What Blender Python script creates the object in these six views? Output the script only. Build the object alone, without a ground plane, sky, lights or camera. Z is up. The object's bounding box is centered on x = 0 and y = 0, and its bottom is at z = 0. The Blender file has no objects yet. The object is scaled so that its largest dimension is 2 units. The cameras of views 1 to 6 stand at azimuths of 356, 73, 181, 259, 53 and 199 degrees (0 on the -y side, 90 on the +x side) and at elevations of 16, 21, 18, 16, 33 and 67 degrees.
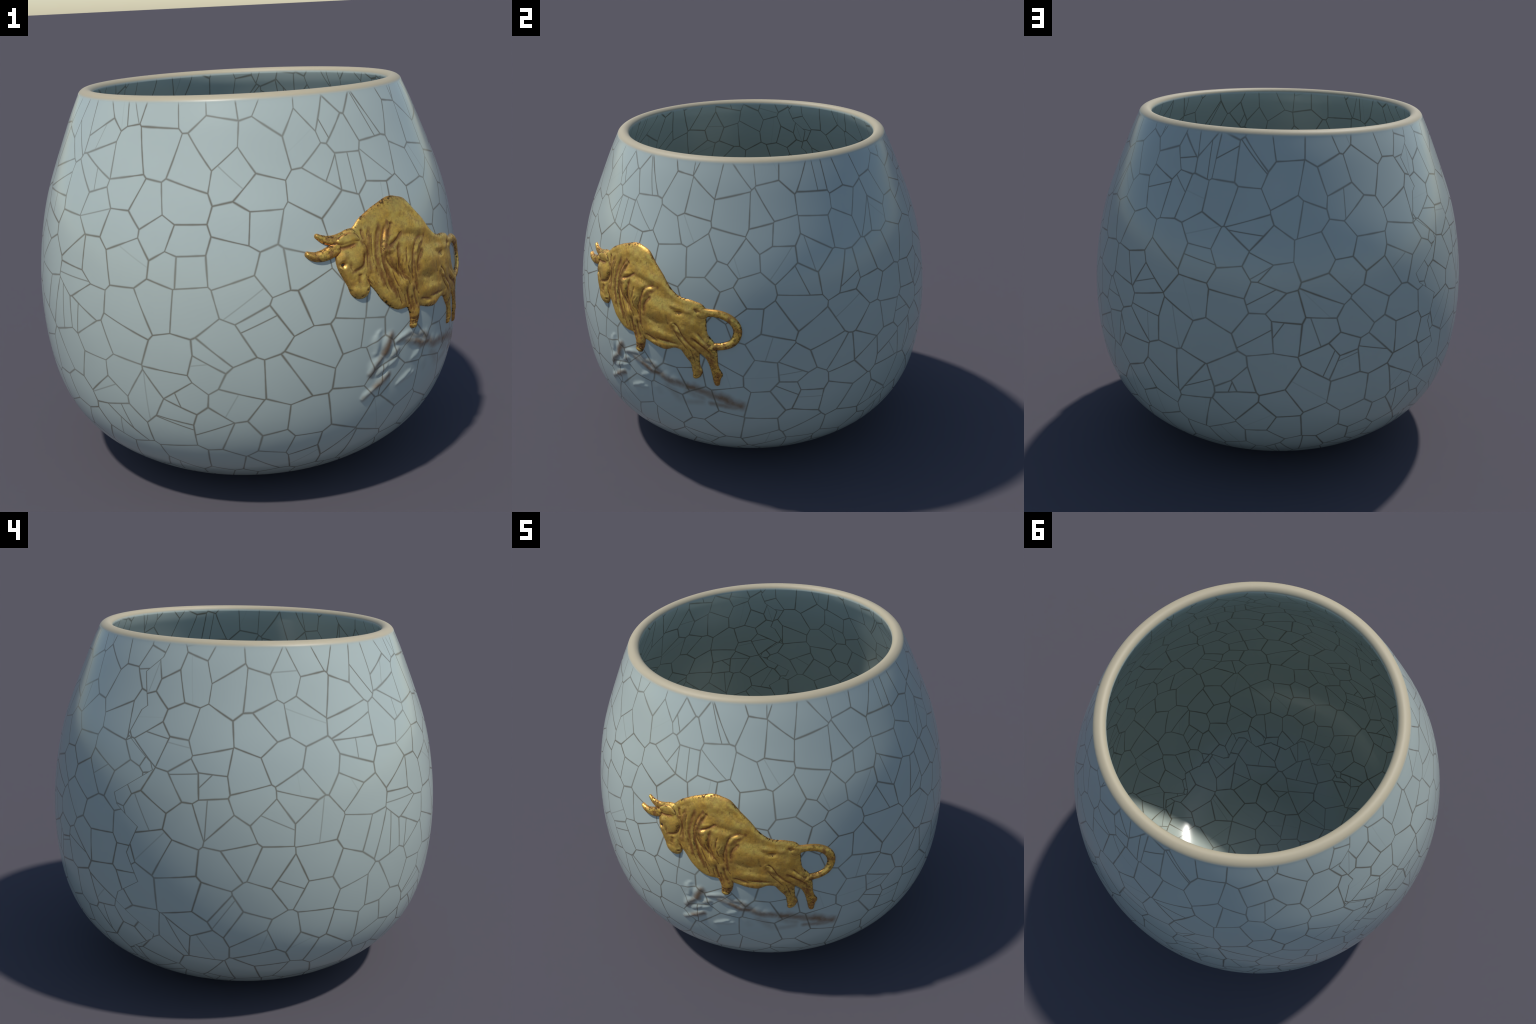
"""A round glazed cup with a crackle glaze, a bare cream lip, and a gilded bull in
low relief on one side, standing on a few soft brushed ridges of ground."""
import bpy
import numpy as np
from math import pi, sin, cos, radians

# ------------------------------------------------------------------ helpers
AZ0 = radians(40.0)      # azimuth (from -y towards +x) of the middle of the bull
UNROLL = 0.98            # radius at which the wall is unrolled: s = UNROLL * angle


def spline(xk, yk, x):
    """Natural cubic spline through (xk, yk)."""
    xk, yk, x = (np.asarray(v, float) for v in (xk, yk, x))
    n, h = len(xk), np.diff(xk)
    A, b = np.zeros((n, n)), np.zeros(n)
    A[0, :2], A[-1, -2:] = (2, 1), (1, 2)
    b[0], b[-1] = 3 * (yk[1] - yk[0]) / h[0], 3 * (yk[-1] - yk[-2]) / h[-1]
    for i in range(1, n - 1):
        A[i, i - 1], A[i, i], A[i, i + 1] = 1 / h[i - 1], 2 * (1 / h[i - 1] + 1 / h[i]), 1 / h[i]
        b[i] = 3 * ((yk[i] - yk[i - 1]) / h[i - 1] ** 2 + (yk[i + 1] - yk[i]) / h[i] ** 2)
    m = np.linalg.solve(A, b)
    i = np.clip(np.searchsorted(xk, x) - 1, 0, n - 2)
    t = (x - xk[i]) / h[i]
    return (yk[i] * (1 + 2 * t) * (1 - t) ** 2 + m[i] * h[i] * t * (1 - t) ** 2
            + yk[i + 1] * t * t * (3 - 2 * t) + m[i + 1] * h[i] * t * t * (t - 1))


def smooth_path(points, step=0.004):
    """Resample hand-placed control points (any number of columns) to a smooth path."""
    p = np.asarray(points, float)
    if len(p) == 2:
        k = max(2, int(np.hypot(*(p[1] - p[0])[:2]) / step))
        return p[0] + (p[1] - p[0]) * np.linspace(0, 1, k + 1)[:, None]
    c = np.concatenate([[0], np.cumsum(np.hypot(*np.diff(p[:, :2], axis=0).T))])
    t = np.linspace(0, c[-1], max(3, int(c[-1] / step) + 1))
    return np.stack([spline(c, p[:, k], t) for k in range(p.shape[1])], 1)


def smoothstep(a, b, x):
    t = np.clip((x - a) / (b - a), 0, 1)
    return t * t * (3 - 2 * t)


def smax(a, b, k):
    """Smooth maximum."""
    h = np.clip(0.5 + 0.5 * (a - b) / k, 0, 1)
    return b + (a - b) * h + k * h * (1 - h)


# ------------------------------------------------------------------ cup profile
# outer wall: radius and height, from the flat base up to the lip
WALL = [(0.335, 0.0000), (0.392, 0.0050), (0.450, 0.0128), (0.519, 0.0290), (0.584, 0.0532),
        (0.6476, 0.0833), (0.7095, 0.1190), (0.7670, 0.1612), (0.8217, 0.2096), (0.8690, 0.2654),
        (0.9080, 0.3272), (0.9386, 0.3934), (0.9613, 0.4626), (0.9771, 0.5332), (0.9877, 0.6043),
        (0.9948, 0.6750), (0.9988, 0.7453), (0.9998, 0.8152), (0.9977, 0.8848), (0.9927, 0.9541),
        (0.9848, 1.0233), (0.9743, 1.0924), (0.9613, 1.1617), (0.9453, 1.2312), (0.9258, 1.3007),
        (0.9022, 1.3700), (0.8753, 1.4394), (0.8465, 1.5104), (0.8160, 1.5847), (0.7832, 1.6625),
        (0.7460, 1.7425)]
WALL = np.array(WALL)
ARC = np.concatenate([[0], np.cumsum(np.hypot(*np.diff(WALL, axis=0).T))])
WALL_THICK = 0.065
LIP_TOP = 1.7735
LIP_MID = 0.7050


def wall_at(arc):
    return spline(ARC, WALL[:, 0], arc), spline(ARC, WALL[:, 1], arc)


def wall_normal(arc):
    r0, z0 = wall_at(arc - 1e-3)
    r1, z1 = wall_at(arc + 1e-3)
    tr, tz = r1 - r0, z1 - z0
    n = np.hypot(tr, tz)
    return tz / n, -tr / n


def arc_of_height(z):
    a = np.linspace(0, ARC[-1], 4000)
    return np.interp(z, wall_at(a)[1], a)


def on_wall(s, z, lift):
    """Point on the outer wall at unrolled place (s, z), lifted along the wall's normal."""
    arc = arc_of_height(z)
    r, zz = wall_at(arc)
    nr, nz = wall_normal(arc)
    a = AZ0 + s / UNROLL
    rr = r + nr * lift
    return np.stack([rr * np.sin(a), -rr * np.cos(a), zz + nz * lift], -1)


# ------------------------------------------------------------------ brushed ground under the bull
# strokes in the unrolled wall: s0, z0, s1, z1, half width, height, how brown
STROKES = [
    (-0.228, 0.806, -0.248, 0.728, 0.013, 0.0065, 0.00),
    (-0.168, 0.786, -0.203, 0.723, 0.014, 0.0090, 0.72),
    (-0.222, 0.702, -0.270, 0.640, 0.011, 0.0075, 0.48),
    (-0.184, 0.656, -0.234, 0.636, 0.010, 0.0065, 0.12),
    (-0.130, 0.712, -0.161, 0.696, 0.011, 0.0065, 0.26),
    (-0.180, 0.612, -0.240, 0.578, 0.012, 0.0085, 0.60),
    (-0.240, 0.578, -0.297, 0.536, 0.008, 0.0065, 0.30),
    (0.008, 0.659, -0.034, 0.643, 0.010, 0.0050, 0.00),
    (-0.052, 0.766, -0.128, 0.755, 0.010, 0.0070, 0.36),
    (-0.033, 0.581, -0.117, 0.557, 0.009, 0.0055, 0.00),
    (-0.010, 0.572, -0.060, 0.556, 0.007, 0.0035, 0.00),
    (-0.134, 0.672, -0.165, 0.653, 0.010, 0.0045, 0.00),
    (-0.080, 0.744, -0.019, 0.726, 0.011, 0.0060, 0.46),
    (-0.019, 0.726, 0.033, 0.692, 0.012, 0.0060, 0.66),
    (-0.040, 0.757, 0.030, 0.735, 0.010, 0.0050, 0.36),
    (0.036, 0.731, 0.078, 0.705, 0.012, 0.0050, 0.48),
    (0.025, 0.691, 0.077, 0.691, 0.011, 0.0050, 0.90),
    (0.088, 0.690, 0.136, 0.660, 0.014, 0.0040, 0.61),
    (0.136, 0.660, 0.212, 0.656, 0.015, 0.0030, 0.55),
    (0.238, 0.648, 0.266, 0.645, 0.015, 0.0025, 0.83),
    (0.266, 0.645, 0.403, 0.600, 0.018, 0.0020, 0.55),
    (0.403, 0.600, 0.450, 0.579, 0.020, 0.0020, 0.83),
    (0.440, 0.578, 0.505, 0.553, 0.019, 0.0020, 0.72),
    (0.356, 0.559, 0.499, 0.541, 0.012, 0.0015, 0.46),
    (0.235, 0.619, 0.309, 0.586, 0.016, 0.0012, 0.24),
    (0.231, 0.550, 0.303, 0.559, 0.014, 0.0010, 0.20),
    (0.122, 0.627, 0.170, 0.574, 0.016, 0.0012, 0.22),
    (0.170, 0.574, 0.185, 0.560, 0.018, 0.0010, 0.15),
    (0.040, 0.627, 0.066, 0.576, 0.014, 0.0012, 0.07),
]
PATCH_S = (-0.36, 0.57)
PATCH_Z = (0.49, 0.84)


def ground_height(s, z):
    """Soft lens-shaped lumps along the strokes, pulled about a little so that none is straight."""
    total = np.zeros_like(s)
    ws = s + 0.006 * np.sin(47 * z + 19 * s) + 0.0015 * np.sin(93 * z - 61 * s + 1.0)
    wz = z + 0.005 * np.sin(42 * s - 23 * z + 0.6) + 0.0012 * np.sin(98 * s + 70 * z)
    for s0, z0, s1, z1, w, h, _ in STROKES:
        ds, dz = s1 - s0, z1 - z0
        t = ((ws - s0) * ds + (wz - z0) * dz) / (ds * ds + dz * dz)
        u = np.clip(t, 0, 1)
        d = np.hypot(ws - s0 - u * ds, wz - z0 - u * dz)
        lens = 0.45 + 0.55 * np.sin(pi * np.clip(0.12 + 0.76 * u, 0, 1))
        total += (1.05 * h * lens * np.exp(-(d / (1.8 * w * lens)) ** 2)) ** 2
    return np.sqrt(total)


# ------------------------------------------------------------------ node helpers
class Tree:
    def __init__(self, name):
        self.mat = bpy.data.materials.new(name)
        self.mat.use_nodes = True
        self.t = self.mat.node_tree
        self.t.nodes.clear()
        self.out = self.add("ShaderNodeOutputMaterial")

    def add(self, kind, **props):
        n = self.t.nodes.new(kind)
        for k, v in props.items():
            setattr(n, k, v)
        return n

    def put(self, socket, v):
        if isinstance(v, bpy.types.NodeSocket):
            self.t.links.new(v, socket)
        elif isinstance(v, (tuple, list)) and len(v) == 3 and socket.type == "RGBA":
            socket.default_value = (*v, 1)
        else:
            socket.default_value = v

    def math(self, op, a, b=0.0, c=0.0, clamp=False):
        n = self.add("ShaderNodeMath", operation=op, use_clamp=clamp)
        for s, v in zip(n.inputs, (a, b, c)):
            self.put(s, v)
        return n.outputs[0]

    def vec(self, op, a, b=(0, 0, 0), out=0):
        n = self.add("ShaderNodeVectorMath", operation=op)
        self.put(n.inputs[0], a)
        if op == "SCALE":
            self.put(n.inputs["Scale"], b)
        else:
            self.put(n.inputs[1], b)
        return n.outputs[out]

    def ramp(self, x, a, b, lo=0.0, hi=1.0, smooth=True):
        n = self.add("ShaderNodeMapRange", interpolation_type="SMOOTHSTEP" if smooth else "LINEAR")
        for k, v in (("Value", x), ("From Min", a), ("From Max", b), ("To Min", lo), ("To Max", hi)):
            self.put(n.inputs[k], v)
        return n.outputs[0]

    def mix(self, f, a, b, blend="MIX"):
        n = self.add("ShaderNodeMix", data_type="RGBA", blend_type=blend)
        self.put(n.inputs["Factor"], f)
        self.put(n.inputs["A"], a)
        self.put(n.inputs["B"], b)
        return n.outputs["Result"]

    def noise(self, v, scale, detail=3.0, rough=0.55, out="Fac"):
        n = self.add("ShaderNodeTexNoise")
        self.put(n.inputs["Vector"], v)
        n.inputs["Scale"].default_value = scale
        n.inputs["Detail"].default_value = detail
        n.inputs["Roughness"].default_value = rough
        return n.outputs[out]

    def xyz(self, x, y, z=0.0):
        n = self.add("ShaderNodeCombineXYZ")
        for s, v in zip(n.inputs, (x, y, z)):
            self.put(s, v)
        return n.outputs[0]


GLAZE = (0.430, 0.492, 0.450)
CRACK = (0.128, 0.104, 0.064)
CREAM = (0.465, 0.402, 0.272)
BROWN = (0.195, 0.102, 0.042)
SEAM_AZ = radians(236)   # where the crackle pattern closes on itself


def glaze_material(name, with_ground=False, with_floor=False):
    """Pale celadon glaze with crackle lines; the lip is bare cream clay."""
    T = Tree(name)
    pos = T.add("ShaderNodeTexCoord").outputs["Object"]
    sep = T.add("ShaderNodeSeparateXYZ")
    T.put(sep.inputs[0], pos)
    x, y, z = sep.outputs
    # angle round the axis, its jump turned to the seam, and angle up the wall
    cs, sn = cos(SEAM_AZ), sin(SEAM_AZ)
    # azimuth a: x = r sin a, y = -r cos a; turned so that the jump lies at SEAM_AZ
    u = T.math("ARCTAN2",
               T.math("ADD", T.math("MULTIPLY", x, -cs), T.math("MULTIPLY", y, -sn)),
               T.math("ADD", T.math("MULTIPLY", x, -sn), T.math("MULTIPLY", y, cs)))
    rho = T.math("SQRT", T.math("ADD", T.math("MULTIPLY", x, x), T.math("MULTIPLY", y, y)))
    v = T.math("ARCTAN2", T.math("SUBTRACT", z, 0.85), rho)
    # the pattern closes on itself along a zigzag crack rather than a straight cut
    jog = T.math("ADD", T.math("MULTIPLY", T.math("PINGPONG", T.math("ADD", v, 3.0), 0.13), 1.0), T.math("MULTIPLY", T.math("PINGPONG", T.math("ADD", v, 5.05), 0.21), 0.55))
    turned = T.math("WRAP", T.math("ADD", u, jog), pi, -pi)
    seam = T.math("MULTIPLY", T.math("SUBTRACT", pi, T.math("ABSOLUTE", turned)), rho)
    uv = T.xyz(T.math("SUBTRACT", turned, jog), T.math("MULTIPLY", v, 1.08))
    if with_floor:
        # the floor of the cup has its own flat net of cracks
        low = T.math("LESS_THAN", z, 0.5)
        edge = T.math("SUBTRACT", rho, T.math("ADD", 0.545, T.math("ADD", T.math("MULTIPLY", T.math("PINGPONG", T.math("ADD", u, 4.0), 0.17), 0.35),
                                                                   T.math("MULTIPLY", T.math("PINGPONG", T.math("ADD", u, 6.0), 0.29), 0.20))))
        floor = T.math("MULTIPLY", T.math("LESS_THAN", edge, 0.0), low)
        ring = T.math("MULTIPLY", low, T.math("SUBTRACT", 1.0, T.ramp(T.math("ABSOLUTE", edge), 0.0, 0.0055)))
        pick = T.add("ShaderNodeMix", data_type="VECTOR")
        T.put(pick.inputs["Factor"], floor)
        T.put(pick.inputs["A"], uv)
        T.put(pick.inputs["B"], T.vec("ADD", T.vec("MULTIPLY", pos, (1.15, 1.15, 0)), (13.7, 4.4, 0)))
        uv = next(o for o in pick.outputs if o.type == "VECTOR" and o.enabled)

    def cells(scale, shift, feature):
        n = T.add("ShaderNodeTexVoronoi", voronoi_dimensions="2D", feature=feature)
        T.put(n.inputs["Vector"], T.vec("ADD", uv, shift))
        n.inputs["Scale"].default_value = scale
        n.inputs["Randomness"].default_value = 1.0
        return n
    big = 6.3
    d1 = cells(big, (3.1, 7.7, 0), "DISTANCE_TO_EDGE").outputs["Distance"]
    cell = cells(big, (3.1, 7.7, 0), "F1")
    tone = T.add("ShaderNodeSeparateColor")
    T.put(tone.inputs[0], cell.outputs["Color"])
    # some cells are split once more by a finer, fainter straight line
    turn = T.math("MULTIPLY", tone.outputs[0], 2 * pi)
    across = T.xyz(T.math("COSINE", turn), T.math("SINE", turn))
    away = T.vec("SUBTRACT", T.vec("ADD", uv, (3.1, 7.7, 0)), cell.outputs["Position"])
    off = T.vec("DOT_PRODUCT", away, across, out=1)
    shift = T.math("MULTIPLY", T.math("SUBTRACT", tone.outputs[2], 0.5), 0.06)
    split = T.math("ABSOLUTE", T.math("SUBTRACT", off, shift))
    wob = T.noise(pos, 9.0, 2.0)
    w1 = T.math("MULTIPLY", T.ramp(wob, 0.3, 0.7, 0.0050, 0.0088), big)
    line1 = T.math("SUBTRACT", 1.0, T.ramp(d1, 0.0, w1))
    # some cells are split once more by a finer, fainter line
    if with_floor:
        seam = T.math("ADD", seam, floor)
        line1 = T.math("MAXIMUM", line1, ring)
    line1 = T.math("MAXIMUM", line1, T.math("SUBTRACT", 1.0, T.ramp(seam, 0.0, 0.0046)))
    thin = T.math("SUBTRACT", 1.0, T.ramp(split, 0.0003, 0.0052))
    line2 = T.math("MULTIPLY", thin, T.ramp(tone.outputs[1], 0.62, 0.95, 0.0, 0.85))
    crack = T.math("MAXIMUM", T.math("MULTIPLY", line1, T.ramp(T.noise(pos, 3.1, 1.0), 0.3, 0.7, 0.72, 0.95)), line2)
    # bare lip: fades in over a few millimetres outside, cracks stop just below it
    lip_out = T.ramp(z, 1.747, 1.762)
    lip_in = T.ramp(z, 1.748, 1.760)
    inside = T.math("LESS_THAN", rho, 0.703)
    lip = T.add("ShaderNodeMix", data_type="FLOAT")
    T.put(lip.inputs["Factor"], inside)
    T.put(lip.inputs["A"], lip_out)
    T.put(lip.inputs["B"], lip_in)
    lip = lip.outputs["Result"]
    crack = T.math("MULTIPLY", crack, T.math("SUBTRACT", 1.0, T.ramp(z, 1.738, 1.758)))
    tint = T.ramp(T.noise(pos, 1.7, 2.0), 0.3, 0.7, 0.0, 1.0)
    glaze = T.mix(tint, tuple(c * 0.975 for c in GLAZE), tuple(c * 1.025 for c in GLAZE))
    if with_ground:
        a = T.math("SUBTRACT", T.math("ARCTAN2", x, T.math("MULTIPLY", y, -1.0)), AZ0)
        here = T.xyz(T.math("MULTIPLY", a, UNROLL), z)
        jig = T.vec("SCALE", T.vec("SUBTRACT", T.noise(pos, 22.0, 3.0, out="Color"), (0.5, 0.5, 0.5)), 0.022)
        here = T.vec("MULTIPLY", T.vec("ADD", here, jig), (1, 1, 0))
        stain = None
        for s0, z0, s1, z1, w, h, brown in STROKES:
            if brown <= 0:
                continue
            ab = (s1 - s0, z1 - z0, 0)
            ap = T.vec("SUBTRACT", here, (s0 + 0.003, z0 - 0.004, 0))  # colour slid down and right, darkening each lump's shadow side
            t = T.math("DIVIDE", T.vec("DOT_PRODUCT", ap, ab, out=1), ab[0] ** 2 + ab[1] ** 2, clamp=True)
            d = T.vec("DISTANCE", ap, T.vec("SCALE", ab, t), out=1)
            m = T.ramp(d, 0.0, w * 2.5, min(0.9, brown * 1.35), 0.0)
            stain = m if stain is None else T.math("MAXIMUM", stain, m)
        stain = T.math("MULTIPLY", stain, T.ramp(T.noise(pos, 30.0, 3.0), 0.32, 0.62, 0.8, 1.0))
        glaze = T.mix(stain, glaze, BROWN)
    col = T.mix(T.math("MULTIPLY", crack, 0.92), glaze, CRACK)
    col = T.mix(lip, col, CREAM)
    b = T.add("ShaderNodeBsdfPrincipled")
    T.put(b.inputs["Base Color"], col)
    T.put(b.inputs["Roughness"], T.math("ADD", T.math("MULTIPLY", lip, 0.34), 0.20))
    b.inputs["IOR"].default_value = 1.45
    T.t.links.new(b.outputs[0], T.out.inputs[0])
    return T.mat


MIN_PATINA = 0.0028     # only the deeper folds hold patina


def gold_material():
    """Old gilding: warm gold rubbed bright on top, brown in the folds, black specks on the flanks."""
    T = Tree("worn_gilding")
    pos = T.add("ShaderNodeTexCoord").outputs["Object"]
    geo = T.add("ShaderNodeNewGeometry")
    out = T.vec("NORMALIZE", T.vec("MULTIPLY", pos, (1, 1, 0)))
    facing = T.vec("DOT_PRODUCT", geo.outputs["Normal"], out, out=1)
    fold = geo.outputs["Pointiness"]
    cloud = T.noise(pos, 14.0, 3.0)
    fine = T.noise(pos, 75.0, 4.0, 0.65)
    speck = T.noise(pos, 85.0, 4.0, 0.65)
    col = T.mix(T.ramp(cloud, 0.35, 0.65), (0.93, 0.545, 0.095), (0.87, 0.58, 0.125))
    col = T.mix(T.ramp(fine, 0.42, 0.72, 0.0, 0.6), col, (0.60, 0.31, 0.095))
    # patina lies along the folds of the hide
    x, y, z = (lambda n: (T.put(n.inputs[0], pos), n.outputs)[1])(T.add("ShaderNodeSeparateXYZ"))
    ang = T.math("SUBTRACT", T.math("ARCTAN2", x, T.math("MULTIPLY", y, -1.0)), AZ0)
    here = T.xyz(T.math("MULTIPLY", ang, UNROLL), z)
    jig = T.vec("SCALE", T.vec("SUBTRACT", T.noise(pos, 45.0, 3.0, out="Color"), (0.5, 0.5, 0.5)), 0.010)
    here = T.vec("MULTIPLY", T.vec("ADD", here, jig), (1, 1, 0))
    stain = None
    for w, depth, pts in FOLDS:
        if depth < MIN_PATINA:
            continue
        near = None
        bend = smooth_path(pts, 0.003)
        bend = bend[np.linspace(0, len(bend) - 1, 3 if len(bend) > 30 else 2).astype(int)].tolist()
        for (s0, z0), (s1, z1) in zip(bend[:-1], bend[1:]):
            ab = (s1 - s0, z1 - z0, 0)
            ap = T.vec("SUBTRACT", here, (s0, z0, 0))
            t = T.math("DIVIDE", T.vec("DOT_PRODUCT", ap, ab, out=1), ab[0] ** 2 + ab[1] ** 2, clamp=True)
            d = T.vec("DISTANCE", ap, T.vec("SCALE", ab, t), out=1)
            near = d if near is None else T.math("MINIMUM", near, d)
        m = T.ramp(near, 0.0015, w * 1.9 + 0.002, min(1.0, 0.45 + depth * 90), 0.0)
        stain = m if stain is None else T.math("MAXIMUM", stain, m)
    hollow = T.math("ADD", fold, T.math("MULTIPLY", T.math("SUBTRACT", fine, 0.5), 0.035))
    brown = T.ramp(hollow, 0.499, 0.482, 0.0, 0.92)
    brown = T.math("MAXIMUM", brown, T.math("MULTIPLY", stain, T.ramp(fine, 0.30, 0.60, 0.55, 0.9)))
    # mottling: light over the trunk, heavy on the legs, tail and horns
    sep = T.add("ShaderNodeSeparateXYZ")
    T.put(sep.inputs[0], here)
    worn = T.math("MAXIMUM", T.ramp(sep.outputs[1], 0.90, 0.81), T.math("MAXIMUM", T.ramp(sep.outputs[0], 0.33, 0.37), T.ramp(sep.outputs[0], -0.36, -0.43)))
    blotch = T.ramp(T.noise(pos, 30.0, 4.0, 0.6), 0.46, 0.62, 0.0, 0.55)
    blotch = T.math("MULTIPLY", blotch, T.math("ADD", 0.50, T.math("MULTIPLY", worn, 1.0)))
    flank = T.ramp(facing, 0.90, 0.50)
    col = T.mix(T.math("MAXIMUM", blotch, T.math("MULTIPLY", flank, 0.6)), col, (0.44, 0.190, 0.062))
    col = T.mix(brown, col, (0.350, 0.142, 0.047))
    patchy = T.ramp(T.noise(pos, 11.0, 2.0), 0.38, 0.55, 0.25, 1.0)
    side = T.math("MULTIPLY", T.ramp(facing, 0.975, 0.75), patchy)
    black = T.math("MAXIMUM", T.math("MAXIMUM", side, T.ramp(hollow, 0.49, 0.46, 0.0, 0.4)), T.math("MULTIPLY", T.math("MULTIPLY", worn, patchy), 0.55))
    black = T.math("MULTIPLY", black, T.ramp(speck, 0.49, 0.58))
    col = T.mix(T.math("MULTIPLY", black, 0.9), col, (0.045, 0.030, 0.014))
    b = T.add("ShaderNodeBsdfPrincipled")
    T.put(b.inputs["Base Color"], col)
    b.inputs["Metallic"].default_value = 0.78
    T.put(b.inputs["Roughness"], T.math("ADD", T.ramp(fine, 0.3, 0.7, 0.36, 0.48), T.math("MULTIPLY", black, 0.25)))
    bump = T.add("ShaderNodeBump")
    bump.inputs["Strength"].default_value = 0.12
    bump.inputs["Distance"].default_value = 0.003
    T.put(bump.inputs["Height"], fine)
    T.put(b.inputs["Normal"], bump.outputs[0])
    T.t.links.new(b.outputs[0], T.out.inputs[0])
    return T.mat


# ------------------------------------------------------------------ mesh helpers
def make_object(name, verts, faces, normals, material, parent, loc=None):
    """Mesh object from the faces of a larger surface, keeping that surface's normals."""
    used = np.unique(faces)
    remap = np.full(len(verts), -1)
    remap[used] = np.arange(len(used))
    me = bpy.data.meshes.new(name)
    v, f = verts[used], remap[faces]
    me.vertices.add(len(v))
    me.vertices.foreach_set("co", v.astype(np.float32).ravel())
    k = f.shape[1]
    me.loops.add(f.size)
    me.loops.foreach_set("vertex_index", f.astype(np.int32).ravel())
    me.polygons.add(len(f))
    me.polygons.foreach_set("loop_start", np.arange(0, f.size, k, dtype=np.int32))
    me.update(calc_edges=True)
    me.validate()
    me.polygons.foreach_set("use_smooth", np.ones(len(me.polygons), bool))
    if normals is not None:
        me.normals_split_custom_set_from_vertices(normals[used].tolist())
    me.materials.append(material)
    ob = bpy.data.objects.new(name, me)
    bpy.context.scene.collection.objects.link(ob)
    ob.parent = parent
    return ob


def vertex_normals(verts, faces):
    a, b, c, d = (verts[faces[:, k]] for k in range(4))
    fn = np.cross(c - a, d - b)
    n = np.zeros_like(verts)
    for k in range(4):
        np.add.at(n, faces[:, k], fn)
    return n / np.maximum(np.linalg.norm(n, axis=1, keepdims=True), 1e-12)


# ------------------------------------------------------------------ the cup
cup = bpy.data.objects.new("ceramic_cup", None)
bpy.context.scene.collection.objects.link(cup)
cup["label"] = "round pale blue crackle glazed cup with golden bull relief"
cup["category"] = "cup"


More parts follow.
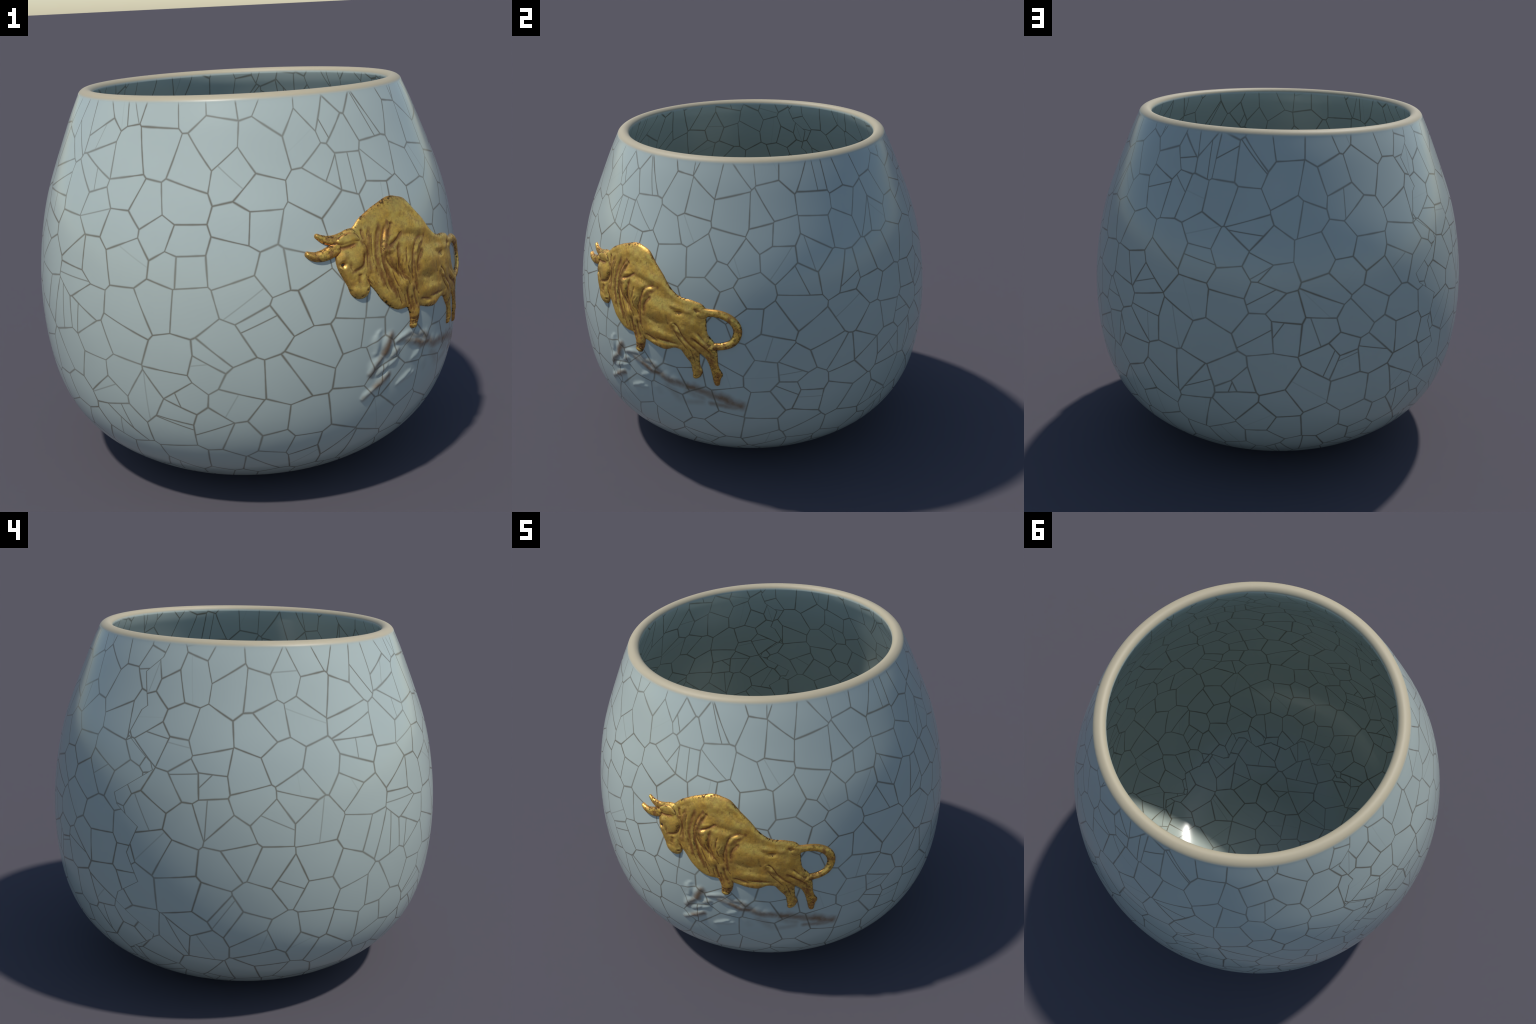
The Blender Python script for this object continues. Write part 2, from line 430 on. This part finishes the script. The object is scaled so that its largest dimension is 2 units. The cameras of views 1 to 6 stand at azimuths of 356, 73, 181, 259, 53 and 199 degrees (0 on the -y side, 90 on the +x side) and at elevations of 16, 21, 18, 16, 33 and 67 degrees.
def build_cup():
    # columns: fine across the brushed ground, wider elsewhere
    a0, a1 = AZ0 + PATCH_S[0] / UNROLL, AZ0 + PATCH_S[1] / UNROLL
    fine = np.linspace(a0, a1, 300)
    rest = np.linspace(a1, a0 + 2 * pi, 232)[1:-1]
    az = np.concatenate([fine, rest])
    # rows up the outside, over the lip, and down the inside
    z_arc0, z_arc1 = arc_of_height(PATCH_Z[0]), arc_of_height(PATCH_Z[1])
    arcs = np.concatenate([np.linspace(0, z_arc0, 70)[:-1], np.linspace(z_arc0, z_arc1, 120), np.linspace(z_arc1, ARC[-1], 90)[1:]])
    r, z = wall_at(arcs)
    nr, nz = wall_normal(arcs)
    patch_rows = (z >= PATCH_Z[0] - 1e-4) & (z <= PATCH_Z[1] + 1e-4)
    base_r = np.linspace(0.0, r[0], 14)[:-1]
    rows = [(q, 0.0) for q in base_r] + list(zip(r, z))
    n_base = len(base_r)
    # lip: half an ellipse from the outer to the inner wall
    r_out, z_out = r[-1], z[-1]
    r_in, z_in = 0.6790, 1.744
    lip_path = [(r[-2], z[-2]), (r_out, z_out), (0.7405, 1.7545), (0.7310, 1.7650), (0.7185, 1.7715), (LIP_MID, LIP_TOP),
                (0.6925, 1.7695), (0.6840, 1.7620), (0.6797, 1.7530), (r_in, z_in)]
    lip_rows = [tuple(q) for q in smooth_path(lip_path, 0.003) if q[1] > z_out + 0.0015 or q[0] < LIP_MID]
    n_lip0 = len(rows) - 1
    rows += lip_rows
    n_lip1 = len(rows) - 1
    # inside: the outer wall moved in by its thickness
    keep = slice(None, None, -1)
    ra, za = r - nr * WALL_THICK, z - nz * WALL_THICK
    ok = (za < 1.735) & (ra > 0.36) & (za > 0.0)
    inner = np.stack([ra[ok], za[ok]], 1)[::-1][::2]
    ctrl = np.concatenate([[(r_in, z_in)], [p for p in inner if p[1] < 1.70], [(0.24, 0.064), (0.12, 0.0625), (0.0, 0.062)]])
    c = np.concatenate([[0], np.cumsum(np.hypot(*np.diff(ctrl, axis=0).T))])
    tt = np.linspace(0, c[-1], 190)[1:]
    rows += list(zip(np.clip(spline(c, ctrl[:, 0], tt), 0, None), spline(c, ctrl[:, 1], tt)))
    rows = np.array(rows)
    rows[-1, 0] = 0.0
    rows[:, 0] = np.maximum(rows[:, 0], 1e-5)
    nrow, ncol = len(rows), len(az)
    R = np.repeat(rows[:, :1], ncol, 1)
    Z = np.repeat(rows[:, 1:], ncol, 1)
    A = np.repeat(az[None], nrow, 0)
    # raise the brushed strokes along the wall's normal
    i0 = n_base
    S = (A[i0:i0 + len(r)] - AZ0) * UNROLL
    ZZ = Z[i0:i0 + len(r)].copy()
    rise = ground_height(S, ZZ)
    edge = (smoothstep(PATCH_S[0], PATCH_S[0] + 0.04, S) * smoothstep(PATCH_S[1], PATCH_S[1] - 0.04, S)
            * smoothstep(PATCH_Z[0], PATCH_Z[0] + 0.03, ZZ) * smoothstep(PATCH_Z[1], PATCH_Z[1] - 0.02, ZZ))
    rise = np.where(rise * edge > 2e-5, rise * edge, 0)
    R[i0:i0 + len(r)] += rise * nr[:, None]
    Z[i0:i0 + len(r)] += rise * nz[:, None]
    verts = np.stack([R * np.sin(A), -R * np.cos(A), Z], -1).reshape(-1, 3)
    idx = np.arange(nrow * ncol).reshape(nrow, ncol)
    nxt = np.roll(idx, -1, axis=1)
    faces = np.stack([idx[:-1], nxt[:-1], nxt[1:], idx[1:]], -1)      # rows x cols x 4
    normals = vertex_normals(verts, faces.reshape(-1, 4))
    # poles look straight down and up
    normals[:ncol] = (0, 0, -1)
    normals[-ncol:] = (0, 0, 1)
    row = np.arange(nrow - 1)
    glaze = glaze_material("crackle_glaze")
    ground = glaze_material("crackle_glaze_with_brown_ground", True)
    in_patch_row = np.zeros(nrow - 1, bool)
    pr = np.where(patch_rows)[0] + n_base
    in_patch_row[pr[0]:pr[-1]] = True
    in_patch_col = np.zeros(ncol, bool)
    in_patch_col[:299] = True
    patch = in_patch_row[:, None] & in_patch_col[None]
    outer = (row < n_lip0)[:, None] & ~patch
    lip = ((row >= n_lip0) & (row < n_lip1))[:, None] & np.ones_like(patch)
    inner = (row >= n_lip1)[:, None] & np.ones_like(patch)
    wall = make_object("outer_wall", verts, faces[outer], normals, glaze, cup)
    make_object("ground_relief", verts, faces[patch], normals, ground, wall)
    make_object("rim", verts, faces[lip], normals, glaze, cup)
    make_object("inner_wall", verts, faces[inner], normals, glaze_material("crackle_glaze_inside", with_floor=True), cup)


build_cup()

# ------------------------------------------------------------------ the bull, in the unrolled wall (s, z)
STEP = 0.0021
gs = np.arange(-0.545, 0.545, STEP)
gz = np.arange(0.645, 1.365, STEP)
S, Z = np.meshgrid(gs, gz)
rng = np.random.default_rng(7)


def value_noise(scale, seed):
    """Smooth value noise on the grid, cell size = scale."""
    g = np.random.default_rng(seed).uniform(-1, 1, (int(1.2 / scale) + 4, int(1.2 / scale) + 4))
    x, y = (S + 0.56) / scale, (Z - 0.63) / scale
    i, j = x.astype(int), y.astype(int)
    fx, fy = x - i, y - j
    fx, fy = fx * fx * (3 - 2 * fx), fy * fy * (3 - 2 * fy)
    return ((g[j, i] * (1 - fx) + g[j, i + 1] * fx) * (1 - fy) + (g[j + 1, i] * (1 - fx) + g[j + 1, i + 1] * fx) * fy)


def limb(points):
    """Inside distance to a tapered limb: control points (s, z, half width) along its spine."""
    p = smooth_path(points, 0.003)
    best = np.full(S.shape, -9.0)
    lo, hi = p[:, :2].min(0) - 0.12, p[:, :2].max(0) + 0.12
    box = (S > lo[0]) & (S < hi[0]) & (Z > lo[1]) & (Z < hi[1])
    s, z = S[box], Z[box]
    b = np.full(s.shape, -9.0)
    for a, c, w in p:
        b = np.maximum(b, w - np.hypot(s - a, z - c))
    best[box] = b
    return best


def between(top, bottom):
    """Inside distance to a trunk between a back line and a belly line."""
    t, b = smooth_path(top, 0.003), smooth_path(bottom, 0.003)
    loop = np.concatenate([t, b[::-1]])
    zt = np.interp(S, t[:, 0], t[:, 1], left=-9, right=-9)
    zb = np.interp(S, b[:, 0], b[:, 1], left=9, right=9)
    inside = (Z < zt) & (Z > zb)
    d = np.full(S.shape, 9.0)
    end = np.concatenate([loop, smooth_path([loop[-1], loop[0]], 0.003), smooth_path([t[-1], b[-1]], 0.003)])
    for a, c in end:
        d = np.minimum(d, np.hypot(S - a, Z - c))
    return np.where(inside, d, -d)


def path_distance(points):
    """Distance to a smooth path, and how far along it (0..1) the nearest place is."""
    p = smooth_path(points, 0.003)
    d, along = np.full(S.shape, 9.0), np.zeros(S.shape)
    for k, (a, c) in enumerate(p):
        e = np.hypot(S - a, Z - c)
        m = e < d
        d[m], along[m] = e[m], k / (len(p) - 1)
    return d, along


def round_over(d, width, height):
    """Quarter-round edge that rises to height over width."""
    t = np.clip(d / width, 0, 1)
    return np.where(d > 0, height * np.sqrt(np.clip(1 - (1 - t) ** 2, 0, 1)), np.maximum(d * 1.2, -0.012))


BACK = [(-0.330, 1.243), (-0.310, 1.252), (-0.280, 1.276), (-0.247, 1.293), (-0.199, 1.313), (-0.155, 1.326), (-0.113, 1.337),
        (-0.070, 1.338), (-0.036, 1.330), (-0.004, 1.320), (0.020, 1.302), (0.053, 1.267), (0.105, 1.216), (0.141, 1.171),
        (0.168, 1.147), (0.199, 1.128), (0.226, 1.121), (0.261, 1.117), (0.295, 1.108), (0.315, 1.096), (0.340, 1.078)]
BELLY = [(-0.330, 1.060), (-0.290, 1.040), (-0.254, 1.009), (-0.238, 0.990), (-0.220, 0.962), (-0.197, 0.935), (-0.171, 0.911),
         (-0.145, 0.894), (-0.116, 0.885), (-0.079, 0.883), (-0.035, 0.876), (0.010, 0.866), (0.035, 0.858), (0.062, 0.848),
         (0.099, 0.839), (0.126, 0.837), (0.147, 0.843), (0.169, 0.853), (0.193, 0.855), (0.250, 0.842), (0.300, 0.850), (0.340, 0.870)]
torso_d = between(BACK, BELLY)
# the rump's back edge curves in under the tail
rump_d = limb([(0.300, 1.060, 0.046), (0.303, 0.990, 0.044), (0.312, 0.935, 0.044), (0.338, 0.890, 0.046)])
torso_d = np.where(S > 0.318, -9.0, torso_d)
torso_d = smax(torso_d, rump_d, 0.010)
head_d = limb([(-0.335, 1.186, 0.058), (-0.336, 1.140, 0.068), (-0.330, 1.090, 0.056), (-0.318, 1.045, 0.046), (-0.304, 1.012, 0.040)])
muzzle_d = limb([(-0.312, 1.020, 0.045), (-0.300, 1.011, 0.037)])
head_d = smax(head_d, muzzle_d, 0.01)
poll_d = limb([(-0.400, 1.180, 0.015), (-0.352, 1.212, 0.028), (-0.322, 1.220, 0.028)])
head_d = smax(head_d, poll_d, 0.012)
ear_d = limb([(-0.385, 1.207, 0.010), (-0.352, 1.211, 0.019), (-0.318, 1.212, 0.015), (-0.300, 1.204, 0.006)])
horn_d = limb([(-0.518, 1.174, 0.0115), (-0.500, 1.165, 0.0160), (-0.470, 1.161, 0.0205), (-0.432, 1.168, 0.0245), (-0.396, 1.181, 0.0240)])
far_horn_d = limb([(-0.473, 1.238, 0.0095), (-0.457, 1.228, 0.0130), (-0.430, 1.217, 0.0172), (-0.396, 1.215, 0.0190), (-0.365, 1.222, 0.0180)])
fore_d = limb([(-0.045, 0.960, 0.034), (-0.036, 0.900, 0.036), (-0.026, 0.860, 0.0325), (-0.026, 0.838, 0.0290), (-0.030, 0.816, 0.0245), (-0.036, 0.802, 0.0200)])
fore_hoof_d = limb([(-0.044, 0.799, 0.0125), (-0.034, 0.797, 0.016), (-0.028, 0.796, 0.0135)])
hind_d = limb([(0.262, 0.880, 0.055), (0.272, 0.835, 0.038), (0.284, 0.800, 0.026), (0.291, 0.765, 0.023), (0.296, 0.742, 0.0265)])
hind_hoof_d = limb([(0.305, 0.735, 0.0145), (0.292, 0.722, 0.0195), (0.284, 0.711, 0.0130)])
rear_d = limb([(0.335, 0.895, 0.046), (0.352, 0.872, 0.043), (0.364, 0.850, 0.036), (0.378, 0.800, 0.0235), (0.389, 0.757, 0.0225), (0.397, 0.735, 0.0265)])
rear_hoof_d = limb([(0.394, 0.718, 0.021), (0.393, 0.695, 0.0165), (0.394, 0.682, 0.0140)])
tail_d = limb([(0.322, 1.056, 0.028), (0.352, 1.060, 0.020), (0.392, 1.060, 0.0185), (0.430, 1.052, 0.0195), (0.468, 1.032, 0.0205), (0.492, 1.005, 0.0210),
               (0.501, 0.975, 0.0210), (0.494, 0.940, 0.0205), (0.473, 0.912, 0.0195), (0.440, 0.896, 0.0190), (0.408, 0.890, 0.0185), (0.385, 0.888, 0.018), (0.370, 0.880, 0.018)])

# heights of each part above the wall
trunk_d = smax(smax(torso_d, rear_d, 0.016), smax(hind_d, fore_d, 0.004), 0.008)
trunk_d = smax(trunk_d, tail_d, 0.006)
dome = 0.0055 * smoothstep(0.0, 0.16, torso_d)
h_torso = round_over(trunk_d, 0.025, 0.0100) + np.where(torso_d > 0, dome, 0)
h_head = round_over(head_d, 0.026, 0.0138) + np.where(head_d > 0, 0.004 * smoothstep(0, 0.05, head_d), 0)
h_ear = np.where(ear_d > -0.01, 0.0175 + 0.006 * np.clip(ear_d / 0.018, -0.6, 1), -0.012)
h_ear = np.where(ear_d > 0, 0.0135 + round_over(ear_d, 0.016, 0.006), -0.012)
h_horn = round_over(horn_d, 0.019, 0.0165)
h_far = round_over(far_horn_d, 0.015, 0.0125)
h_fore = round_over(fore_d, 0.030, 0.0150)
h_fhoof = round_over(fore_hoof_d, 0.014, 0.0130)
h_hind = round_over(hind_d, 0.045, 0.0125)
h_hhoof = round_over(hind_hoof_d, 0.014, 0.0110)
h_rear = round_over(rear_d, 0.045, 0.0125)
h_rhoof = round_over(rear_hoof_d, 0.014, 0.0100)
h_tail = round_over(tail_d, 0.0185, 0.0135)

parts = {"bull_torso": h_torso, "head": h_head, "ear": h_ear, "horn": h_horn, "far_horn": h_far, "foreleg": h_fore, "fore_hoof": h_fhoof,
         "hind_leg": h_hind, "hind_hoof": h_hhoof, "rear_leg": h_rear, "rear_hoof": h_rhoof, "tail": h_tail}
H = np.full(S.shape, -0.012)
for key, h in parts.items():
    H = smax(H, h, 0.0012 if key in ("ear", "horn", "fore_hoof", "hind_hoof", "rear_hoof") else 0.0035)
body_d = np.maximum.reduce([torso_d, head_d, ear_d, horn_d, far_horn_d, fore_d, fore_hoof_d, hind_d, hind_hoof_d, rear_d, rear_hoof_d, tail_d])
inner = smoothstep(0.0, 0.014, body_d)

# muscles: s, z, radius along, radius across, tilt in degrees, height
MUSCLES = [
    (-0.065, 1.085, 0.030, 0.062, 8, 0.0065), (0.005, 1.205, 0.115, 0.045, -28, 0.0035), (-0.060, 1.290, 0.090, 0.030, -6, 0.0030),
    (0.075, 1.040, 0.062, 0.058, -20, 0.0062), (0.100, 0.918, 0.085, 0.024, -8, 0.0058), (0.110, 0.862, 0.090, 0.016, 2, 0.0030),
    (-0.128, 1.105, 0.018, 0.036, 5, 0.0060), (-0.145, 1.140, 0.020, 0.012, 20, 0.0040), (-0.090, 0.985, 0.030, 0.022, 30, 0.0030),
    (0.185, 1.075, 0.032, 0.014, -12, 0.0045), (0.260, 1.020, 0.050, 0.050, 0, 0.0030), (0.330, 0.905, 0.060, 0.014, -42, 0.0048),
    (-0.318, 1.140, 0.032, 0.040, 0, 0.0022), (-0.305, 1.000, 0.026, 0.022, 0, 0.0022), (-0.362, 1.090, 0.012, 0.024, 18, 0.0030),
    (-0.180, 0.930, 0.035, 0.050, 30, 0.0030), (0.245, 0.900, 0.020, 0.070, 38, 0.0025), (0.175, 0.985, 0.012, 0.010, 0, 0.0030),
    (-0.255, 1.190, 0.016, 0.045, 4, 0.0030), (-0.045, 1.150, 0.055, 0.028, -20, 0.0035), (-0.390, 1.112, 0.010, 0.024, -6, 0.0030),
    (-0.306, 1.132, 0.030, 0.034, 0, 0.0008), (-0.372, 1.148, 0.016, 0.014, 0, 0.0035), (-0.368, 1.060, 0.010, 0.040, 22, 0.0028),
    (-0.290, 1.045, 0.012, 0.020, 0, 0.0022), (-0.330, 1.010, 0.018, 0.016, 0, 0.0022), (-0.383, 1.118, 0.016, 0.013, 0, -0.0030),
    (-0.346, 1.105, 0.010, 0.018, 20, -0.0022), (0.150, 1.030, 0.030, 0.035, 10, 0.0022), (0.225, 0.960, 0.030, 0.020, -40, 0.0025),
    (0.285, 0.990, 0.020, 0.030, 20, 0.0022), (0.255, 1.060, 0.020, 0.014, 0, 0.0022), (0.145, 0.995, 0.010, 0.030, 8, -0.0022),
    (0.030, 1.240, 0.050, 0.018, -42, -0.0022), (-0.160, 1.280, 0.060, 0.020, 18, 0.0022), (-0.230, 1.265, 0.040, 0.016, 25, -0.0018),
    (0.065, 0.985, 0.050, 0.020, -14, -0.0045), (0.140, 0.888, 0.060, 0.010, -6, -0.0035), (0.205, 1.046, 0.026, 0.012, 4, -0.0048),
    (-0.020, 1.170, 0.075, 0.018, -10, -0.0040), (0.100, 1.120, 0.070, 0.030, -38, -0.0025),
]
for cx, cz, ra, rb, tilt, hh in MUSCLES:
    c, s_ = cos(radians(tilt)), sin(radians(tilt))
    a, b = (S - cx) * c + (Z - cz) * s_, -(S - cx) * s_ + (Z - cz) * c
    H = H + 1.3 * inner * hh * np.exp(-((a / ra) ** 2 + (b / rb) ** 2) ** 1.3)

# folds of the hide: width, depth (negative = raised), path
FOLDS = [
    (0.0075, 0.0060, [(-0.186, 1.243), (-0.204, 1.200), (-0.215, 1.160), (-0.220, 1.112), (-0.213, 1.046), (-0.196, 1.010)]),
    (0.0070, 0.0068, [(-0.140, 1.247), (-0.174, 1.199), (-0.189, 1.151), (-0.189, 1.112), (-0.178, 1.060), (-0.160, 0.991), (-0.135, 0.945)]),
    (0.0065, 0.0045, [(-0.240, 1.238), (-0.257, 1.202), (-0.258, 1.161), (-0.253, 1.127), (-0.251, 1.070)]),
    (0.0055, 0.0042, [(-0.119, 1.243), (-0.135, 1.215), (-0.150, 1.188)]),
    (0.0050, 0.0030, [(-0.275, 1.240), (-0.278, 1.215), (-0.268, 1.195)]),
    (0.0055, 0.0060, [(-0.071, 1.194), (-0.116, 1.166), (-0.158, 1.149)]),
    (0.0055, 0.0042, [(-0.162, 1.142), (-0.170, 1.113), (-0.154, 1.073), (-0.124, 1.047), (-0.092, 1.017), (-0.070, 1.010)]),
    (0.0060, 0.0048, [(-0.098, 1.156), (-0.112, 1.105), (-0.104, 1.056), (-0.080, 1.012)]),
    (0.0070, 0.0055, [(0.078, 1.151), (0.030, 1.149), (-0.003, 1.127), (-0.020, 1.080), (-0.031, 1.048), (-0.030, 0.990), (-0.015, 0.950)]),
    (0.0060, 0.0050, [(0.045, 1.102), (0.014, 1.068), (0.002, 1.030), (0.004, 1.000)]),
    (0.0050, 0.0045, [(-0.078, 0.970), (-0.064, 0.909), (-0.046, 0.855)]),
    (0.0050, 0.0042, [(-0.036, 0.960), (-0.030, 0.915), (-0.012, 0.870)]),
    (0.0045, 0.0032, [(-0.052, 0.930), (-0.046, 0.890), (-0.036, 0.850)]),
    (0.0045, 0.0045, [(-0.392, 1.180), (-0.353, 1.181), (-0.309, 1.190)]),
    (0.0055, 0.0042, [(-0.340, 1.085), (-0.300, 1.093), (-0.276, 1.118), (-0.272, 1.153)]),
    (0.0045, 0.0034, [(-0.284, 1.196), (-0.262, 1.168), (-0.262, 1.120), (-0.268, 1.075)]),
    (0.0070, 0.0028, [(-0.312, 1.072), (-0.312, 1.050), (-0.316, 1.034)]),
    (0.0045, 0.0040, [(0.170, 0.965), (0.180, 0.988), (0.200, 0.978), (0.226, 0.934), (0.260, 0.894), (0.310, 0.850)]),
    (0.0040, 0.0020, [(0.182, 0.960), (0.200, 0.925), (0.235, 0.885), (0.262, 0.850)]),
    (0.0050, 0.0040, [(0.274, 0.925), (0.308, 0.900), (0.356, 0.866), (0.380, 0.835)]),
    (0.0050, 0.0026, [(0.300, 0.960), (0.335, 0.918), (0.378, 0.880)]),
    (0.0045, 0.0030, [(0.288, 1.078), (0.296, 1.064), (0.318, 1.070)]),
    (0.0040, 0.0032, [(0.012, 0.900), (0.045, 0.892), (0.080, 0.880)]),
    (0.0040, 0.0026, [(-0.105, 0.900), (-0.120, 0.940), (-0.132, 0.985)]),
    (0.0040, 0.0030, [(-0.048, 0.810), (-0.034, 0.806), (-0.022, 0.808)]),
    (0.0035, 0.0025, [(0.374, 0.722), (0.392, 0.718), (0.408, 0.725)]),
    (0.0035, 0.0022, [(0.276, 0.722), (0.292, 0.719), (0.306, 0.728)]),
    (0.0035, 0.0024, [(-0.228, 1.225), (-0.237, 1.180), (-0.238, 1.130), (-0.234, 1.085)]),
    (0.0035, 0.0022, [(-0.200, 1.110), (-0.203, 1.060), (-0.190, 1.010), (-0.165, 0.960)]),
    (0.0032, 0.0020, [(-0.272, 1.060), (-0.262, 1.030), (-0.245, 1.000)]),
    (0.0035, 0.0022, [(-0.150, 1.060), (-0.138, 1.020), (-0.115, 0.975), (-0.098, 0.940)]),
    (0.0035, 0.0024, [(-0.058, 1.135), (-0.070, 1.090), (-0.062, 1.040), (-0.048, 1.005)]),
    (0.0035, 0.0022, [(-0.130, 1.085), (-0.122, 1.050), (-0.108, 1.022)]),
    (0.0032, 0.0020, [(-0.090, 0.950), (-0.086, 0.915), (-0.078, 0.892)]),
    (0.0032, 0.0020, [(-0.020, 0.985), (-0.012, 0.945), (0.004, 0.915)]),
    (0.0032, 0.0018, [(0.265, 0.870), (0.280, 0.830), (0.290, 0.790)]),
    (0.0032, 0.0018, [(0.362, 0.850), (0.376, 0.805), (0.388, 0.765)]),
    (0.0036, 0.0042, [(-0.056, 0.832), (-0.030, 0.824), (-0.004, 0.834)]),
    (0.0034, 0.0036, [(-0.054, 0.817), (-0.032, 0.814), (-0.012, 0.819)]),
    (0.0060, -0.0030, [(-0.128, 1.240), (-0.160, 1.195), (-0.172, 1.150), (-0.172, 1.112)]),
    (0.0060, -0.0032, [(0.060, 1.136), (0.020, 1.128), (0.002, 1.095), (-0.010, 1.050)]),
    (0.0055, -0.0030, [(-0.200, 1.100), (-0.198, 1.055), (-0.180, 1.000), (-0.150, 0.945)]),
    (0.0060, -0.0028, [(0.192, 0.968), (0.215, 0.920), (0.262, 0.872)]),
    (0.0065, -0.0030, [(-0.060, 1.175), (-0.110, 1.182), (-0.148, 1.168)]),
]
for w, depth, pts in FOLDS:
    w, depth = w * 1.3, depth * 1.1
    d, along = path_distance(pts)
    taper = smoothstep(0, 0.15, along) * smoothstep(1, 0.80, along) * 0.85 + 0.15
    H = H - inner * depth * taper * (0.62 * np.exp(-(d / w) ** 2) + 0.38 * np.exp(-(d / (2.2 * w)) ** 2))
# eye socket and nostrils
for cx, cz, rr, hh in ((-0.379, 1.117, 0.0075, 0.0075), (-0.277, 1.002, 0.0050, 0.0045), (-0.305, 0.983, 0.0045, 0.0030)):
    q = np.hypot((S - cx) / 1.25, Z - cz) / rr
    H = H - hh * np.exp(-q ** 2) + 0.15 * hh * np.exp(-((q - 2.2) / 0.8) ** 2) * (body_d > 0.008)
# fine wrinkles running down the neck, shoulder and legs
lean = S + 0.25 * (Z - 1.05)
wrinkle = np.sin(2 * pi * (lean / 0.021 + 1.3 * value_noise(0.07, 8) + 0.5 * value_noise(0.03, 9)))
where = smoothstep(-0.29, -0.25, S) * smoothstep(0.02, -0.06, S) * smoothstep(1.18, 1.08, Z) * smoothstep(0.05, 0.6, 0.5 + value_noise(0.06, 11))
H = H + inner * 0.0007 * wrinkle * where
# leathery unevenness
H = H + inner * (0.0018 * value_noise(0.050, 3) + 0.0004 * value_noise(0.016, 4) + 0.0002 * value_noise(0.007, 5))


def build_eye(head):
    """A small dark, almond-shaped eye sunk in its socket."""
    s0, z0, rs, rz, out = -0.379, 1.117, 0.0105, 0.0065, 0.0045
    level = H[np.abs(gz - z0).argmin(), np.abs(gs - s0).argmin()]
    lat, lon = np.meshgrid(np.linspace(0, pi, 13), np.linspace(0, 2 * pi, 25)[:-1], indexing="ij")
    a, b, c = np.sin(lat) * np.cos(lon), np.sin(lat) * np.sin(lon), np.cos(lat)
    v = on_wall((s0 + rs * a + 0.15 * rz * b).ravel(), (z0 + rz * b - 0.25 * rs * a).ravel(), (level + 0.0005 + out * c).ravel())
    idx = np.arange(lat.size).reshape(lat.shape)
    nxt = np.roll(idx, -1, axis=1)
    f = np.stack([idx[:-1], idx[1:], nxt[1:], nxt[:-1]], -1).reshape(-1, 4)
    T = Tree("dark_eye")
    p = T.add("ShaderNodeBsdfPrincipled")
    pos = T.add("ShaderNodeTexCoord").outputs["Object"]
    T.put(p.inputs["Base Color"], T.mix(T.noise(pos, 90.0), (0.020, 0.014, 0.008), (0.060, 0.040, 0.018)))
    p.inputs["Roughness"].default_value = 0.5
    T.t.links.new(p.outputs[0], T.out.inputs[0])
    make_object("eye", v, f, None, T.mat, head)


def build_bull():
    pts = on_wall(S.ravel(), Z.ravel(), H.ravel())
    n0, n1 = S.shape
    idx = np.arange(n0 * n1).reshape(n0, n1)
    faces = np.stack([idx[:-1, :-1], idx[:-1, 1:], idx[1:, 1:], idx[1:, :-1]], -1).reshape(-1, 4)
    keep = (body_d.ravel()[faces] > -0.005).any(1)
    faces = faces[keep]
    normals = vertex_normals(pts, faces)
    # which part each face belongs to: the small parts win over the trunk
    names = ["bull_torso", "head", "horn", "far_horn", "ear", "tail", "foreleg", "hind_leg", "rear_leg", "fore_hoof", "hind_hoof", "rear_hoof"]
    dist = {"bull_torso": torso_d, "head": head_d, "horn": np.where(S < -0.398, horn_d, -9), "far_horn": np.where(S < -0.376, far_horn_d, -9), "ear": ear_d,
            "tail": np.where((S > 0.345) & (Z > 0.86), tail_d, -9), "foreleg": np.where(Z < 0.880, fore_d, -9), "hind_leg": np.where((Z < 0.835) & (S < 0.335), hind_d, -9),
            "rear_leg": np.where((Z < 0.835) & (S >= 0.335), rear_d, -9), "fore_hoof": fore_hoof_d, "hind_hoof": np.where(Z < 0.725, hind_hoof_d, -9), "rear_hoof": np.where(Z < 0.718, rear_hoof_d, -9)}
    cost = np.stack([dist[k].ravel() for k in names])
    label = np.zeros(S.size, int)
    best = cost[0].copy()
    for k in range(1, len(names)):
        win = (cost[k] > -0.0015) & ((best < 0) | (k != 1)) if k != 1 else cost[1] > np.maximum(best, -0.02)
        label[win] = k
        best[win] = np.maximum(cost[k][win], 0.0)
    # places outside every part go to the nearest one
    far = cost.max(0) < 0
    label[far] = cost[:, far].argmax(0)
    face_label = label[faces[:, 0]]
    gold = gold_material()
    plain = {"far_horn": "horn", "rear_leg": "hind_leg", "fore_hoof": "hoof", "hind_hoof": "hoof", "rear_hoof": "hoof"}
    torso = make_object("bull_torso", pts, faces[face_label == 0], normals, gold, cup)
    for k, key in enumerate(names[1:], 1):
        f = faces[face_label == k]
        if len(f):
            made = make_object(plain.get(key, key), pts, f, normals, gold, torso)
            if key == "head":
                head = made
    build_eye(head)


build_bull()
